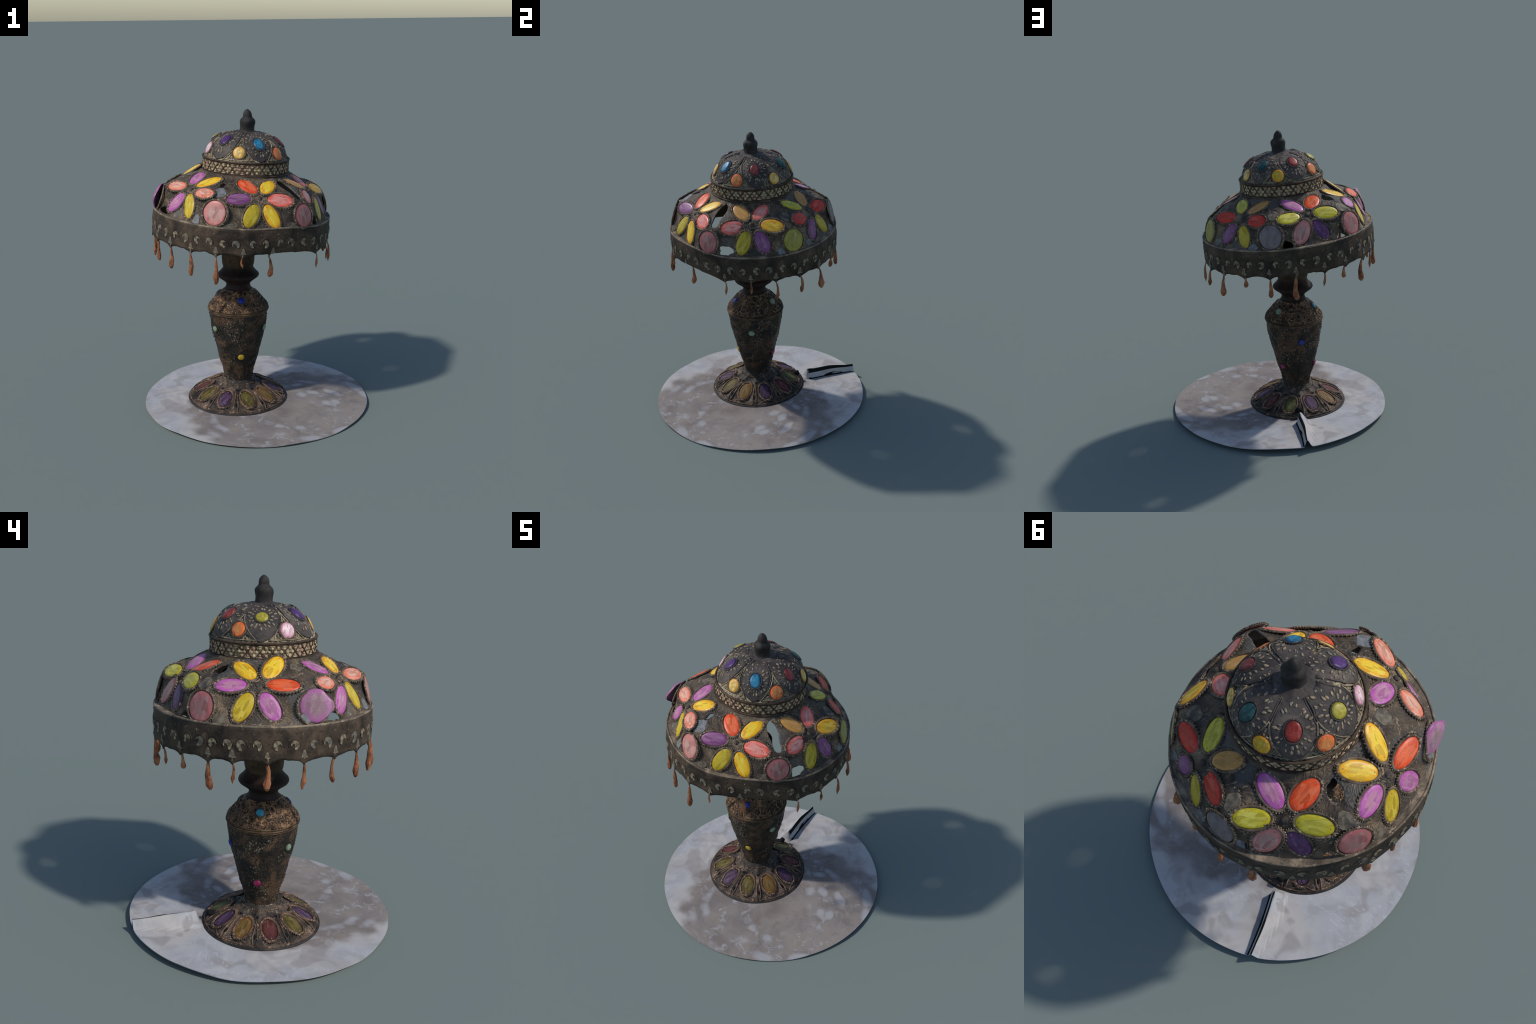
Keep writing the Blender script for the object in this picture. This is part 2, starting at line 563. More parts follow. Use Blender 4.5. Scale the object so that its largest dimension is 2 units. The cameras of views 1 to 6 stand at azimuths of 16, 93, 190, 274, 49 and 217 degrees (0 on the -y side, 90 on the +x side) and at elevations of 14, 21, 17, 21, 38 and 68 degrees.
def gem_mesh(kind, colour):
    key = (kind, colour)
    if key not in GEM_MESH:
        V, F = gem_unit(kind)
        # two pin heads that hold the stone at its ends
        n0 = len(F)
        if kind == 'oval':
            for s in (-1, 1):
                blob(V, F, Matrix.Translation((s * .78, 0, .70)) @ Matrix.Diagonal((.045, .08, .22, 1)), 6, 4)
        me = mesh('gem', V, F, [gem_material(colour), M_SEED])
        mi = [0] * n0 + [1] * (len(F) - n0)
        me.polygons.foreach_set('material_index', mi)
        GEM_MESH[key] = me
    return GEM_MESH[key]


def setting_mesh(a, b, tube_r, bead_n, bead_r, mat):
    """Raised collar round a stone with a beaded outer edge (metres)."""
    pts = [Vector((a * math.cos(2 * PI * i / 40), b * math.sin(2 * PI * i / 40), .001)) for i in range(40)]
    V, F = tube(pts, tube_r, 8, True)
    for i in range(bead_n):
        q = 2 * PI * (i + .5) / bead_n
        p = Vector(((a + tube_r * 1.3) * math.cos(q), (b + tube_r * 1.3) * math.sin(q), .001))
        blob(V, F, Matrix.Translation(p) @ Matrix.Diagonal((bead_r, bead_r, bead_r, 1)), 6, 4)
    return mesh('gem_setting', V, F, mat)


SET_OVAL = setting_mesh(.0835, .0505, .0068, 34, .0042, M_SETTING)
SET_DISC = setting_mesh(.083, .083, .0060, 44, .0035, M_SETTING)
SET_ROUND = setting_mesh(.041, .041, .0045, 22, .0026, M_SETTING)
SET_SMALL = setting_mesh(.049, .038, .0035, 20, .0022, M_PETAL)
SET_FOOT = setting_mesh(.0775, .0495, .0065, 38, .0042, M_COPPER)

# ------------------------------------------------------------------ round sheet under the lamp
SHEET_R = .763


def sheet_z(x, y):
    r = math.hypot(x, y)
    w = .0028 * smooth(.3, .76, r)
    a = math.atan2(y, x)
    return .0208 - .0105 * x + .0135 * y + w * (math.sin(3 * a + 1.0) + .8 * math.sin(7 * a + 2.2) + .6 * math.sin(12 * a))


def build_sheet():
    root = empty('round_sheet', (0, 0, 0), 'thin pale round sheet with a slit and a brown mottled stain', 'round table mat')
    NA, NR = 240, 46
    slit = lambda r: math.radians(interp(r, [.30, .41, .763], [119.5, 116.3, 112.0]))

    def height(d, r):
        """Curled flap beside the slit; d is the distance from the slit."""
        t = smooth(.385, .408, r) * (1 - .30 * smooth(.42, .74, r))
        crest = (.077 + .004 * math.sin(23 * r)) * t
        dc = .023 - .006 * smooth(.4, .76, r)
        if d < dc:
            return crest * smooth(-.006, dc, d)
        return crest * (1 - smooth(dc, dc + .085 - .04 * smooth(.5, .76, r), d)) ** 1.5
    rs = [.02 + (SHEET_R - .02) * (i / NR) for i in range(NR + 1)]
    offs = [0, .35, .7, 1.2, 1.6, 2.0, 2.5, 3.2, 4.2, 5.5, 7.0, 9.0, 11.5]
    angs = [math.radians(o) for o in offs]
    rest = NA - len(angs)
    a0 = angs[-1]
    angs += [a0 + (2 * PI - a0) * (k + 1) / rest for k in range(rest)]
    gap = .0012
    V, F = [], []
    nA = len(angs)
    for r in rs:
        s = slit(r)
        edge = 1 + (.006 * (pnoise((math.cos(s), math.sin(s), 0), 2)) if r > .7 else 0)
        for i, a in enumerate(angs):
            th = s + a
            g = gap * smooth(.40, .46, r) / max(r, .05)
            if i == nA - 1:
                th -= g
            wob = (1 + .005 * pnoise((math.cos(th), math.sin(th), .3), 3.1)) if r > .7 else 1
            x, y = r * wob * math.cos(th), r * wob * math.sin(th)
            z = sheet_z(x, y) + .0015 * pnoise((x, y, 0), 6)
            if a < 1.0:
                z += height(a * r, r)
            V.append(Vector((x, y, z)))
    for k in range(NR):
        for i in range(nA - 1):
            F.append((k * nA + i, k * nA + i + 1, (k + 1) * nA + i + 1, (k + 1) * nA + i))
    # close the small hole in the middle (hidden under the foot)
    F.append(tuple(reversed([i for i in range(nA - 1)])))
    n = len(V)
    # underside
    V2 = [v + Vector((0, 0, -.004)) for v in V]
    V += V2
    F += [tuple(n + i for i in reversed(f)) for f in F[:]]
    last = NR * nA
    for i in range(nA - 1):
        F.append((last + i, last + i + 1, n + last + i + 1, n + last + i))
    for k in range(NR):
        a, b = k * nA, (k + 1) * nA
        F.append((a, b, n + b, n + a))
        a, b = k * nA + nA - 1, (k + 1) * nA + nA - 1
        F.append((b, a, n + a, n + b))
    low = min(v.z for v in V)
    print('sheet low', low)
    for v in V:
        v.z -= low
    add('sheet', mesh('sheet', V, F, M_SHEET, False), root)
    # dark crest band, and a black strip modelled as the slit's contact shadow
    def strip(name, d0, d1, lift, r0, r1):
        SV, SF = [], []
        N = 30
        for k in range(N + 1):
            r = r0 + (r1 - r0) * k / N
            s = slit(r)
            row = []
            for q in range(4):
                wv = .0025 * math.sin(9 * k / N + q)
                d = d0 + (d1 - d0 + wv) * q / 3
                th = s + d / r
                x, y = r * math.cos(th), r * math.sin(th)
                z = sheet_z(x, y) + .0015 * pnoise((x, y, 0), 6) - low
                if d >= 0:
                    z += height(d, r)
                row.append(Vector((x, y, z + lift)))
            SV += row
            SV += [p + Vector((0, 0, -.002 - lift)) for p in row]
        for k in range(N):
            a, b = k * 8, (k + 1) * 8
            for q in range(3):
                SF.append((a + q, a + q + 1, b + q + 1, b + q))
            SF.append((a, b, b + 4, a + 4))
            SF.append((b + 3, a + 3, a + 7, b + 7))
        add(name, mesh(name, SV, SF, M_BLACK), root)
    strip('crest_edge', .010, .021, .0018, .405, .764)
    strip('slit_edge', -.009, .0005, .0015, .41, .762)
    return root


build_sheet()

# ------------------------------------------------------------------ lamp root
LAMP = empty('jewelled_table_lamp', (-.125, -.018, .03),
             'dark metal table lamp with domed shade covered in coloured gems', 'table lamp')

# ------------------------------------------------------------------ shade dome
MS = frame((-.087, 0, 1.331), (.078, .012, 1))
H = [-.02, 0, .04, .08, .12, .16, .18, .2, .22, .24, .26, .278]
R_RIDGE = [.578, .573, .560, .548, .538, .520, .495, .456, .410, .352, .309, .284]
# dents and bulges of the worn shade: azimuth, height, amount, spread (deg), spread (m)
DENTS = [(-43, .164, -.020, 13, .05), (-60, .15, -.018, 12, .06), (-76, .17, -.010, 9, .05), (77, .17, -.012, 9, .05),
         (-169, .255, .022, 10, .022), (-106, .20, .018, 13, .045), (-110, .245, .012, 14, .03), (135, .20, .010, 14, .04),
         (-50, .0, -.016, 20, .07), (-14, .169, -.008, 8, .04)]
R_PANEL = [.566, .556, .530, .512, .494, .468, .448, .413, .368, .328, .301, .284]


def shade_r(h, az, dents=True):
    w = (1 + math.cos(6 * (az - math.radians(1)))) / 2
    w = 1 - (1 - w) ** 1.8
    r = interp(h, H, R_RIDGE) * (1 - w) + interp(h, H, R_PANEL) * w
    for a, hh, d, sa, sh in DENTS if dents else ():
        u = ((math.degrees(az) - a + 180) % 360 - 180) / sa
        v = (h - hh) / sh
        q = u * u + v * v
        if q < 6:
            r += d * math.exp(-q)
    return r


def shade_pt(h, az, out=0.0, rough=True):
    r = shade_r(h, az) + out
    p = Vector((r * math.cos(az), r * math.sin(az), h))
    if rough:
        k = .004 * pnoise(p, 9, 3) + .0025 * pnoise(p, 21, 7)
        p += Vector((math.cos(az), math.sin(az), .7)) * k
    return MS @ p


def shade_normal(h, az):
    e = .012
    total = Vector()
    for dents, weight in ((True, 1.0), (False, 1.6)):
        def at(hh, a):
            r = shade_r(hh, a, dents)
            return MS @ Vector((r * math.cos(a), r * math.sin(a), hh))
        du = at(h, az + .05) - at(h, az - .05)
        dv = at(min(h + e, .277), az) - at(h - e, az)
        total += du.cross(dv).normalized() * weight
    return total.normalized()


# openings: azimuth, height, half width (deg), half height
HOLES = [(-29.0, .219, 4.3, .046), (-15.9, .034, 4.8, .031), (100.0, .026, 3.4, .028), (138.8, .016, 3.2, .019),
         (149.0, .233, 5.0, .0145), (-136.8, .027, 5.2, .023), (-92.9, .231, 2.2, .009)]


def build_shade():
    NA, NH = 540, 64
    hs = [-.006 + .284 * (i / NH) for i in range(NH + 1)]
    V, q_of, at = [], [], []

    def hole_q(az, h):
        best = (9, 0, 0)
        for k, (a, hh, wa, wh) in enumerate(HOLES):
            d = (math.degrees(az) - a + 180) % 360 - 180
            u, v = d / wa, (h - hh) / wh
            if k == 0:      # the long tear leans to one side as it falls
                u -= .45 * v * -1 * .6
            t = math.atan2(v, u)
            q = math.hypot(u, v) / (1 + .14 * math.sin(3 * t + k) + .08 * math.sin(5 * t + 2 * k))
            best = min(best, (q, a, hh))
        return best
    for h in hs:
        for j in range(NA):
            az = 2 * PI * j / NA
            V.append(shade_pt(h, az))
            at.append((az, h))
            q_of.append(hole_q(az, h))
    F, cut = [], set()
    for i in range(NH):
        for j in range(NA):
            k = (j + 1) % NA
            f = (i * NA + j, i * NA + k, (i + 1) * NA + k, (i + 1) * NA + j)
            if sum(q_of[x][0] for x in f) / 4 > 1:
                F.append(f)
            else:
                cut.update(f)
    used = sorted({i for f in F for i in f})
    for i in cut.intersection(used):     # pull the torn edge onto the outline of the opening
        q, a, hh = q_of[i]
        az, h = at[i]
        d = (math.degrees(az) - a + 180) % 360 - 180
        V[i] = shade_pt(max(-.006, hh + (h - hh) / q), math.radians(a + d / q))
    remap = {o: n for n, o in enumerate(used)}
    V = [V[i] for i in used]
    F = [tuple(remap[i] for i in f) for f in F]
    o = add('shade', mesh('shade', V, F, M_SHADE), LAMP)
    s = o.modifiers.new('thickness', 'SOLIDIFY')
    s.thickness = .008
    s.offset = -1
    return o


SHADE = build_shade()

# gems on each of the six panels: (azimuth, height, colour, length scale, width scale)
FLOWERS = [
    (2, .186, [(-8.7, .229, 'orange', 1, 1), (12.2, .229, 'rose', .95, 1), (19.0, .177, 'amber', 1, 1.05),
               (-13.6, .168, 'rose', 1, 1.08), (-3.8, .083, 'olive', 1.05, 1.05), (10.1, .086, 'purple', 1, 1)]),
    (62, .182, [(50.2, .227, 'lemon', 1, .95), (72.1, .229, 'orange', 1, .95), (44.8, .175, 'crimson', 1, 1),
                (77.0, .170, 'crimson', 1, 1), (68.0, .078, 'olive', 1, 1), (53.8, .086, 'purple', .95, .95)]),
    (119, .180, [(108.4, .228, 'magenta', 1.05, 1), (130.3, .228, 'scarlet', 1, 1.08), (102.7, .176, 'lemon', 1.02, 1),
                 (133.9, .171, 'lemon', 1.05, 1.05), (111.1, .086, 'pink', 1.08, 1.18), (125.5, .082, 'violet', .95, 1)]),
    (180, .182, [(168.4, .230, 'yellow', 1.1, 1), (-168.9, .244, 'yellow', 1.1, 1), (163.6, .178, 'magenta', 1, .95),
                 (-164.6, .180, 'scarlet', 1.05, .92), (172.6, .083, 'old_gold', 1, 1), (-172.8, .088, 'magenta', 1, 1)]),
    (-119.5, .182, [(-129.8, .231, 'magenta', .95, 1.02), (-109.4, .231, 'yellow', 1.05, 1), (-103.0, .182, 'salmon', 1, .95),
                    (-136.0, .178, 'salmon', .95, .95), (-113.4, .092, 'old_gold', 1.05, .92), (-127.4, .090, 'magenta', 1.02, .98)]),
    (-59.5, .175, [(-69.4, .227, 'scarlet', 1, 1.05), (-48.6, .227, 'yellow', 1.05, 1), (-76.5, .171, 'purple', 1.05, .95),
                   (-43.0, .165, 'rose', 1.05, 1.05), (-66.8, .079, 'olive', 1.02, 1.02), (-52.2, .077, 'yellow', 1.05, 1)]),
]
DISCS = [(-29.3, .080, 'mauve', .95), (32.0, .081, 'olive_disc', 1.0), (89.2, .085, 'grey', 1.03),
         (149.9, .076, 'mauve', 1.0), (-150.5, .082, 'lilac', 1.06), (-90.9, .086, 'pink', 1.0)]
r_gem = random.Random(3)


def place_gem(parent, p, n, d, kind, colour, a, b, t, set_me, sink=0.0, setting=True, set_scale=(1, 1)):
    add('gem', gem_mesh(kind, colour), parent, orient(p + n * sink, n, d, a, b, t))
    if setting:
        add('gem_setting', set_me, parent, orient(p, n, d, set_scale[0], set_scale[1], 1))


for faz, fh, gems in FLOWERS:
    fc = shade_pt(fh, math.radians(faz), rough=False)
    for az, h, colour, la, wa in gems:
        a = math.radians(az)
        p, n = shade_pt(h, a), shade_normal(h, a)
        d = (p - fc).normalized()
        d = Matrix.Rotation(r_gem.uniform(-.10, .10), 3, n) @ d
        n = (n + Vector((r_gem.uniform(-.04, .04), r_gem.uniform(-.04, .04), 0))).normalized()
        if az == -168.9:      # one loosened stone leans aside
            n = (n + Vector((math.cos(math.radians(-105)), math.sin(math.radians(-105)), 0)) * .17).normalized()
            p = p + n * .006
        place_gem(SHADE, p, n, d, 'oval', colour, .078 * la, .0445 * wa, .0085, SET_OVAL, .001, True, (la, wa))
    # small boss at the heart of each flower
    n = shade_normal(fh, math.radians(faz))
    V, F = [], []
    blob(V, F, Matrix.Diagonal((.016, .016, .008, 1)), 12, 5)
    if faz == 2:
        BOSS = mesh('boss', V, F, M_SHADE)
    add('boss', BOSS, SHADE, orient(fc, n, Vector((0, 0, 1))))

for az, h, colour, s in DISCS:
    a = math.radians(az)
    p, n = shade_pt(h, a), shade_normal(h, a)
    up = Vector((0, 0, 1))
    if colour == 'lilac':   # this disc has sprung loose on one side and juts out
        add('gem_setting', SET_DISC, SHADE, orient(p, n, up))
        tang = n.cross(up).normalized()
        tilt = Matrix.Rotation(math.radians(-24), 3, (up - n * up.dot(n)).normalized())
        east = Vector((-math.sin(a), math.cos(a), 0))
        n2 = (n - east * .46).normalized()
        BVv, BFf = gem_unit('disc')
        for v in BVv:       # chipped to a blunt point on the free side
            t = math.atan2(v.y, v.x)
            k = 1 + .16 * math.exp(-((t + PI / 2) / .35) ** 2) - .10 * math.exp(-((t + PI / 2 - .75) / .3) ** 2) - .10 * math.exp(-((t + PI / 2 + .75) / .3) ** 2)
            v.x *= k
            v.y *= k
        add('gem', mesh('gem', BVv, BFf, gem_material(colour)), SHADE, orient(p + n * .012 + east * .008 + Vector((0, 0, .010)), n2, up, .083, .080, .010))
    else:
        place_gem(SHADE, p, n, up, 'disc', colour, .077 * s, .073 * s, .0085, SET_DISC, .001, True, (s, s))


def conform_pane(name, az, h, wa, wh, mat, seed):
    """Thin irregular pane let into the dome, with a real edge."""
    g = random.Random(seed)
    n = 9
    ring = [(math.radians(az + wa * (1 + g.uniform(-.25, .25)) * math.cos(2 * PI * i / n)),
             h + wh * (1 + g.uniform(-.25, .25)) * math.sin(2 * PI * i / n)) for i in range(n)]
    V = [shade_pt(b, a, .0045) for a, b in ring] + [shade_pt(b, a, -.002) for a, b in ring]
    V.append(shade_pt(h, math.radians(az), .0055))
    F = [(i, (i + 1) % n, 2 * n) for i in range(n)]
    F += [((i + 1) % n, i, n + i, n + (i + 1) % n) for i in range(n)]
    add(name, mesh(name, V, F, mat, False), SHADE)


for i, (az, h, wa, wh, pale) in enumerate([
        (-91.5, .198, 5.5, .022, 1), (76.5, .022, 3.6, .020, 1), (-154.6, .040, 3.4, .024, 1), (-103.5, .03, 3.2, .028, 1),
        (-79.5, .018, 4.2, .020, 0), (160.5, .030, 4.2, .028, 0), (-38.5, .020, 3.6, .022, 0), (147.8, .182, 4.6, .022, 0),
        (45.0, .03, 2.5, .024, 1), (-148.0, .246, 7.0, .015, 0), (22.5, .024, 2.6, .028, 1),
        (33.5, .205, 5.0, .018, 0), (91.0, .195, 4.0, .022, 0)]):
    conform_pane('pane', az, h, wa, wh, M_PANE if pale else M_TANPANE, 40 + i)


for az, h, wa, wh in ((149.0, .222, 7.0, .022),):
    V = []
    n = 12
    for out in (-.105, -.111):
        V += [shade_pt(h + wh * math.sin(2 * PI * i / n), math.radians(az + wa * math.cos(2 * PI * i / n)), out) for i in range(n)]
    F = [tuple(range(n)), tuple(reversed(range(n, 2 * n)))] + [((i + 1) % n, i, n + i, n + (i + 1) % n) for i in range(n)]
    add('inner_shard', mesh('inner_shard', V, F, M_SOCKET, False), SHADE)

# ------------------------------------------------------------------ skirt with scalloped edge
# hanging beads: azimuth, top, bottom, half width, distance from the axis (metres)
DROPS = [(-174.3, -.176, -.317, .0165, .575), (-156.3, -.176, -.320, .012, .562), (-138.6, -.170, -.307, .0125, .570),
         (-121.4, -.170, -.314, .0150, .578), (-104.3, -.178, -.322, .0155, .590), (-87.7, -.178, -.347, .0165, .583),
         (-71, -.172, -.233, .0075, .575), (-52, -.190, -.303, .0150, .512), (-16.4, -.170, -.270, .0080, .581),
         (.8, -.168, -.251, .0090, .590), (17.3, -.174, -.308, .0105, .594), (34.3, -.174, -.283, .0125, .598),
         (51.8, -.178, -.315, .0175, .596), (69.5, -.174, -.244, .0130, .580), (86.8, -.181, -.307, .0145, .582),
         (103.6, -.181, -.335, .0180, .578), (122.0, -.180, -.279, .0095, .574), (138.2, -.177, -.262, .0130, .564),
         (156.4, -.178, -.339, .0185, .566), (168.8, -.180, -.290, .0095, .574)]


def skirt_r(h):
    return interp(h, [-.20, -.165, -.10, -.03, 0.0], [.581, .583, .586, .585, .583])


def front_dent(az):
    u = ((math.degrees(az) + 46 + 180) % 360 - 180) / 21
    return math.exp(-u * u)


def skirt_pt(h, az, out=0.0):
    r = skirt_r(h) + out
    g = front_dent(az)
    r -= g * (.017 + .008 * min(1, max(0, -h / .15)))
    h += .011 * g
    p = Vector((r * math.cos(az), r * math.sin(az), h))
    k = .0045 * pnoise(p, 5, 1) + .002 * pnoise(p, 16, 4)
    p += Vector((math.cos(az), math.sin(az), 0)) * k
    return MS @ p


def skirt_bottom(az):
    d = math.degrees(az)
    best = 99
    for i, dr in enumerate(DROPS):
        nxt = DROPS[(i + 1) % len(DROPS)]
        span = (nxt[0] - dr[0]) % 360
        off = (d - dr[0]) % 360
        if off < span:
            t = off / span
            e0, e1 = off, span - off
            tip0 = (dr[1]) * math.exp(-(e0 / 1.9) ** 1.1)
            s = .017 * math.exp(-e0 / 1.3) + .017 * math.exp(-e1 / 1.3)
            ripple = .0075 * pnoise((math.cos(az), math.sin(az), 0), 7, 2) + .004 * pnoise((math.cos(az), math.sin(az), 0), 19, 5)
            low = .010 * (.5 + .5 * math.cos(math.radians(d - 120)))
            flat = -.155 - .010 * abs(2 * t - 1) ** 2 - low
            g = front_dent(az)
            if nxt[0] == -52:
                s = .020 * math.exp(-e0 / 1.7)
            elif dr[0] == -52:
                s = .020 * math.exp(-e1 / 1.7)
            return flat - s * (1 - .75 * g) + ripple + .006 * g
    return -.16


def build_skirt():
    NA, NH = 900, 12
    V, F = [], []
    for i in range(NH + 1):
        t = i / NH
        for j in range(NA):
            az = 2 * PI * j / NA
            V.append(skirt_pt(.002 + (skirt_bottom(az) - .002) * t, az))
    for i in range(NH):
        for j in range(NA):
            k = (j + 1) % NA
            F.append((i * NA + k, i * NA + j, (i + 1) * NA + j, (i + 1) * NA + k))
    o = add('skirt', mesh('skirt', V, F, M_SKIRT), LAMP)
    s = o.modifiers.new('thickness', 'SOLIDIFY')
    s.thickness = .006
    s.offset = 1 if False else -1
    # rolled rim that covers the joint of skirt and dome
    V, F = [], []
    N = 240
    tube([skirt_pt(.004, 2 * PI * i / N, -.004) for i in range(N)], .0062, 8, True, V, F)
    # flat ledge between rim and dome
    base = len(V)
    for rr in (0, 1):
        for i in range(N):
            az = 2 * PI * i / N
            V.append(skirt_pt(.006, az, -.004) if rr else shade_pt(.008, az, -.006))
    for i in range(N):
        k = (i + 1) % N
        F.append((base + i, base + k, base + N + k, base + N + i))
    for i in range(0, N, 9):      # rivets on the wall under the rim
        az = 2 * PI * (i + rnd.uniform(0, 3)) / N
        p = skirt_pt(-.032, az)
        blob(V, F, orient(p, Vector((math.cos(az), math.sin(az), 0)), Vector((0, 0, 1)), .0035, .0035, .003), 6, 4)
    r = add('rim', mesh('rim', V, F, M_RIM), LAMP)
    return o


SKIRT = build_skirt()


def scroll_unit(mirror):
    """Comma-shaped scroll plate: a tapering hook round a round eye."""
    V, F = [], []
    N = 18
    for i in range(N + 1):
        t = i / N
        q = math.radians(-85 + 265 * t)
        w = .0035 + .0150 * math.sin(PI * min(1, .12 + t * .95)) ** 1.2
        R = .0190
        for s in (-1, 1):
            rr = R + s * w * (.45 if s > 0 else .95)
            x = rr * math.cos(q) * (1.0 if not mirror else -1.0)
            V.append(Vector((x, rr * math.sin(q) * 1.12, .0022)))
    top = len(V)
    V += [Vector((v.x, v.y, -.006)) for v in V[:top]]
    for i in range(N):
        a, b, c, d = 2 * i, 2 * i + 1, 2 * i + 3, 2 * i + 2
        f = [(a, b, c, d), (top + d, top + c, top + b, top + a), (b, top + b, top + c, c), (d, top + d, top + a, a)]
        F += [tuple(reversed(x)) for x in f] if mirror else f
    e = 2 * N
    F += [(0, top, top + 1, 1), (e + 1, top + e + 1, top + e, e)]
    return mesh('scroll', V, F, M_CREAM, False)


SCROLLS = [scroll_unit(False), scroll_unit(True)]
tri_V = [Vector((-.016, -.014, .002)), Vector((.016, -.014, .002)), Vector((.004, .020, .002)), Vector((-.004, .020, .002))]
TRI = mesh('triangle', tri_V + [v - Vector((0, 0, .008)) for v in tri_V],
           [(0, 1, 2, 3), (7, 6, 5, 4), (0, 4, 5, 1), (1, 5, 6, 2), (2, 6, 7, 3), (3, 7, 4, 0)], M_CREAM, False)
aV, aF = [], []
r_sk = random.Random(21)
for i, dr in enumerate(DROPS):
    nxt = DROPS[(i + 1) % len(DROPS)]
    span = (nxt[0] - dr[0]) % 360
    mids = [dr[0] + span / 2] if span < 25 else [dr[0] + 8.2, nxt[0] - 9.0]
    for mid, s, me in [(mm, sg, SCROLLS[1 if sg < 0 else 0]) for mm in mids for sg in (-1, 1)]:
        az = math.radians(mid + s * 3.7 + r_sk.uniform(-.3, .3))
        out = Vector((math.cos(az), math.sin(az), 0))
        p = skirt_pt(-.088 + r_sk.uniform(-.003, .003), az, .0005)
        sx = r_sk.uniform(.82, 1.05)
        m = orient(p, (MS.to_3x3() @ out), Vector((0, 0, 1)))
        m = m @ Matrix.Rotation(PI / 2 * -1, 4, 'Z') @ Matrix.Rotation(r_sk.uniform(-.55, .55), 4, 'Z') @ Matrix.Diagonal((sx * .95, sx * r_sk.uniform(.9, 1.1), 1, 1))
        add('scroll', me, SKIRT, m)
        # faint raised arch above each scroll
        pts = []
        for k in range(15):
            q = PI * k / 14
            pts.append(skirt_pt(-.096 + .043 * math.sin(q), az + math.radians(3.0) * math.cos(q), -.0005))
        tube(pts, .0024, 6, False, aV, aF)
    az = math.radians(dr[0])
    out = MS.to_3x3() @ Vector((math.cos(az), math.sin(az), 0))
    s = r_sk.uniform(.9, 1.3)
    add('triangle', TRI, SKIRT, orient(skirt_pt(-.134, az, .0005), out, Vector((0, 0, 1))) @ Matrix.Rotation(-PI / 2, 4, 'Z') @ Matrix.Diagonal((s, s, 1, 1)))
o = add('arch_moulding', mesh('arch_moulding', aV, aF, M_SKIRT), SKIRT)
o['kind'] = 'stuff'

# hanging amber beads
for i, (az, top, bot, w, rad) in enumerate(DROPS):
    g = random.Random(100 + i)
    a = math.radians(az)
    L = top - bot
    V, F = [], []
    seg = 7
    slim = w < .011
    prof = [(-.14, .55, 1), (0, .36, 1), (.10, .28, 1), (.20, .42, 0), (.36, .50 + g.uniform(-.05, .12), 0), (.58, .78 + g.uniform(-.1, .1), 0),
            (.76, 1.0, 0), (.90, .88 if not slim else .5, 0), (1.0, .42 if not slim else .08, 0)]
    bx, by = g.uniform(-.012, .012), g.uniform(-.008, .008)
    ex = Vector((-math.sin(a), math.cos(a), 0))
    er = Vector((math.cos(a), math.sin(a), 0))
    for t, r, _ in prof:
        rd = rad if rad < .53 else (skirt_r(-.17) - .003) * (1 - smooth(-.1, .35, t)) + rad * smooth(-.1, .35, t)
        c = MS @ Vector((rd * math.cos(a), rd * math.sin(a), top + .012))
        c = c + Vector((0, 0, -(L + .012) * max(t, -.14)))
        c += ex * bx * math.sin(PI * max(0, t)) + er * by * max(0, t)
        knob = 1 + g.uniform(-.18, .18)
        c += ex * g.uniform(-.0025, .0025)
        for j in range(seg):
            q = 2 * PI * (j + .3 * g.random()) / seg
            rr = w * 1.14 * r * knob * (1 + g.uniform(-.15, .15))
            V.append(c + ex * rr * math.cos(q) + er * rr * .9 * math.sin(q))
    for k in range(len(prof) - 1):
        for j in range(seg):
            l = (j + 1) % seg
            F.append((k * seg + l, k * seg + j, (k + 1) * seg + j, (k + 1) * seg + l))
    F.append(tuple(range(seg)))
    o0 = (len(prof) - 1) * seg
    F.append(tuple(reversed([o0 + j for j in range(seg)])))
    me = mesh('hanging_bead', V, F, [M_AMBER, M_RIM], False, lambda f: 1 if max(f) < 3 * seg else 0)
    add('hanging_bead', me, SKIRT)

# ------------------------------------------------------------------ cap: band, dome, leaves
MC = frame((-.061, .007, 1.604), (.06, .014, 1))
BAND_H = .084


def cap_r(h):
    return interp(h, [0, .084, .092, .105, .125, .15, .175, .19, .2, .213, .225, .236, .245, .252],
                  [.278, .277, .270, .261, .252, .240, .223, .209, .196, .177, .153, .122, .084, .0])


def cap_lean(h, az):
    """The dome of the cap sits a little towards one side of its band."""
    return .008 * math.cos(az - math.radians(118)) * smooth(.085, .13, h)


def cap_pt(h, az, out=0.0):
    r = cap_r(h)
    e = .006
    n = Vector((cap_r(h - e) * 0 + 2 * e, 0, cap_r(h - e) - cap_r(h + e))).normalized()
    r += cap_lean(h, az)
    return MC @ Vector(((r + out * n.x) * math.cos(az), (r + out * n.x) * math.sin(az), h + out * n.z))


def cap_normal(h, az):
    e = .008
    n = Vector((2 * e, 0, cap_r(h - e) - cap_r(h + e))).normalized()
    return (MC.to_3x3() @ Vector((n.x * math.cos(az), n.x * math.sin(az), n.z))).normalized()


capV, capF = lathe([(-.012, .282), (0, .278)] + [(h, cap_r(h)) for h in
                   (.03, .084, .092, .105, .125, .14, .155, .175, .19, .2, .213, .225, .232, .236, .241, .246, .25, .2519)],
                   lambda h, r, a: MC @ Vector(((r + cap_lean(h, a)) * math.cos(a), (r + cap_lean(h, a)) * math.sin(a), h)), 120, cap_top=True)
CAP = add('cap', mesh('cap', capV, capF, M_CAP), LAMP)
CAP.modifiers.new('thickness', 'SOLIDIFY').thickness = .006

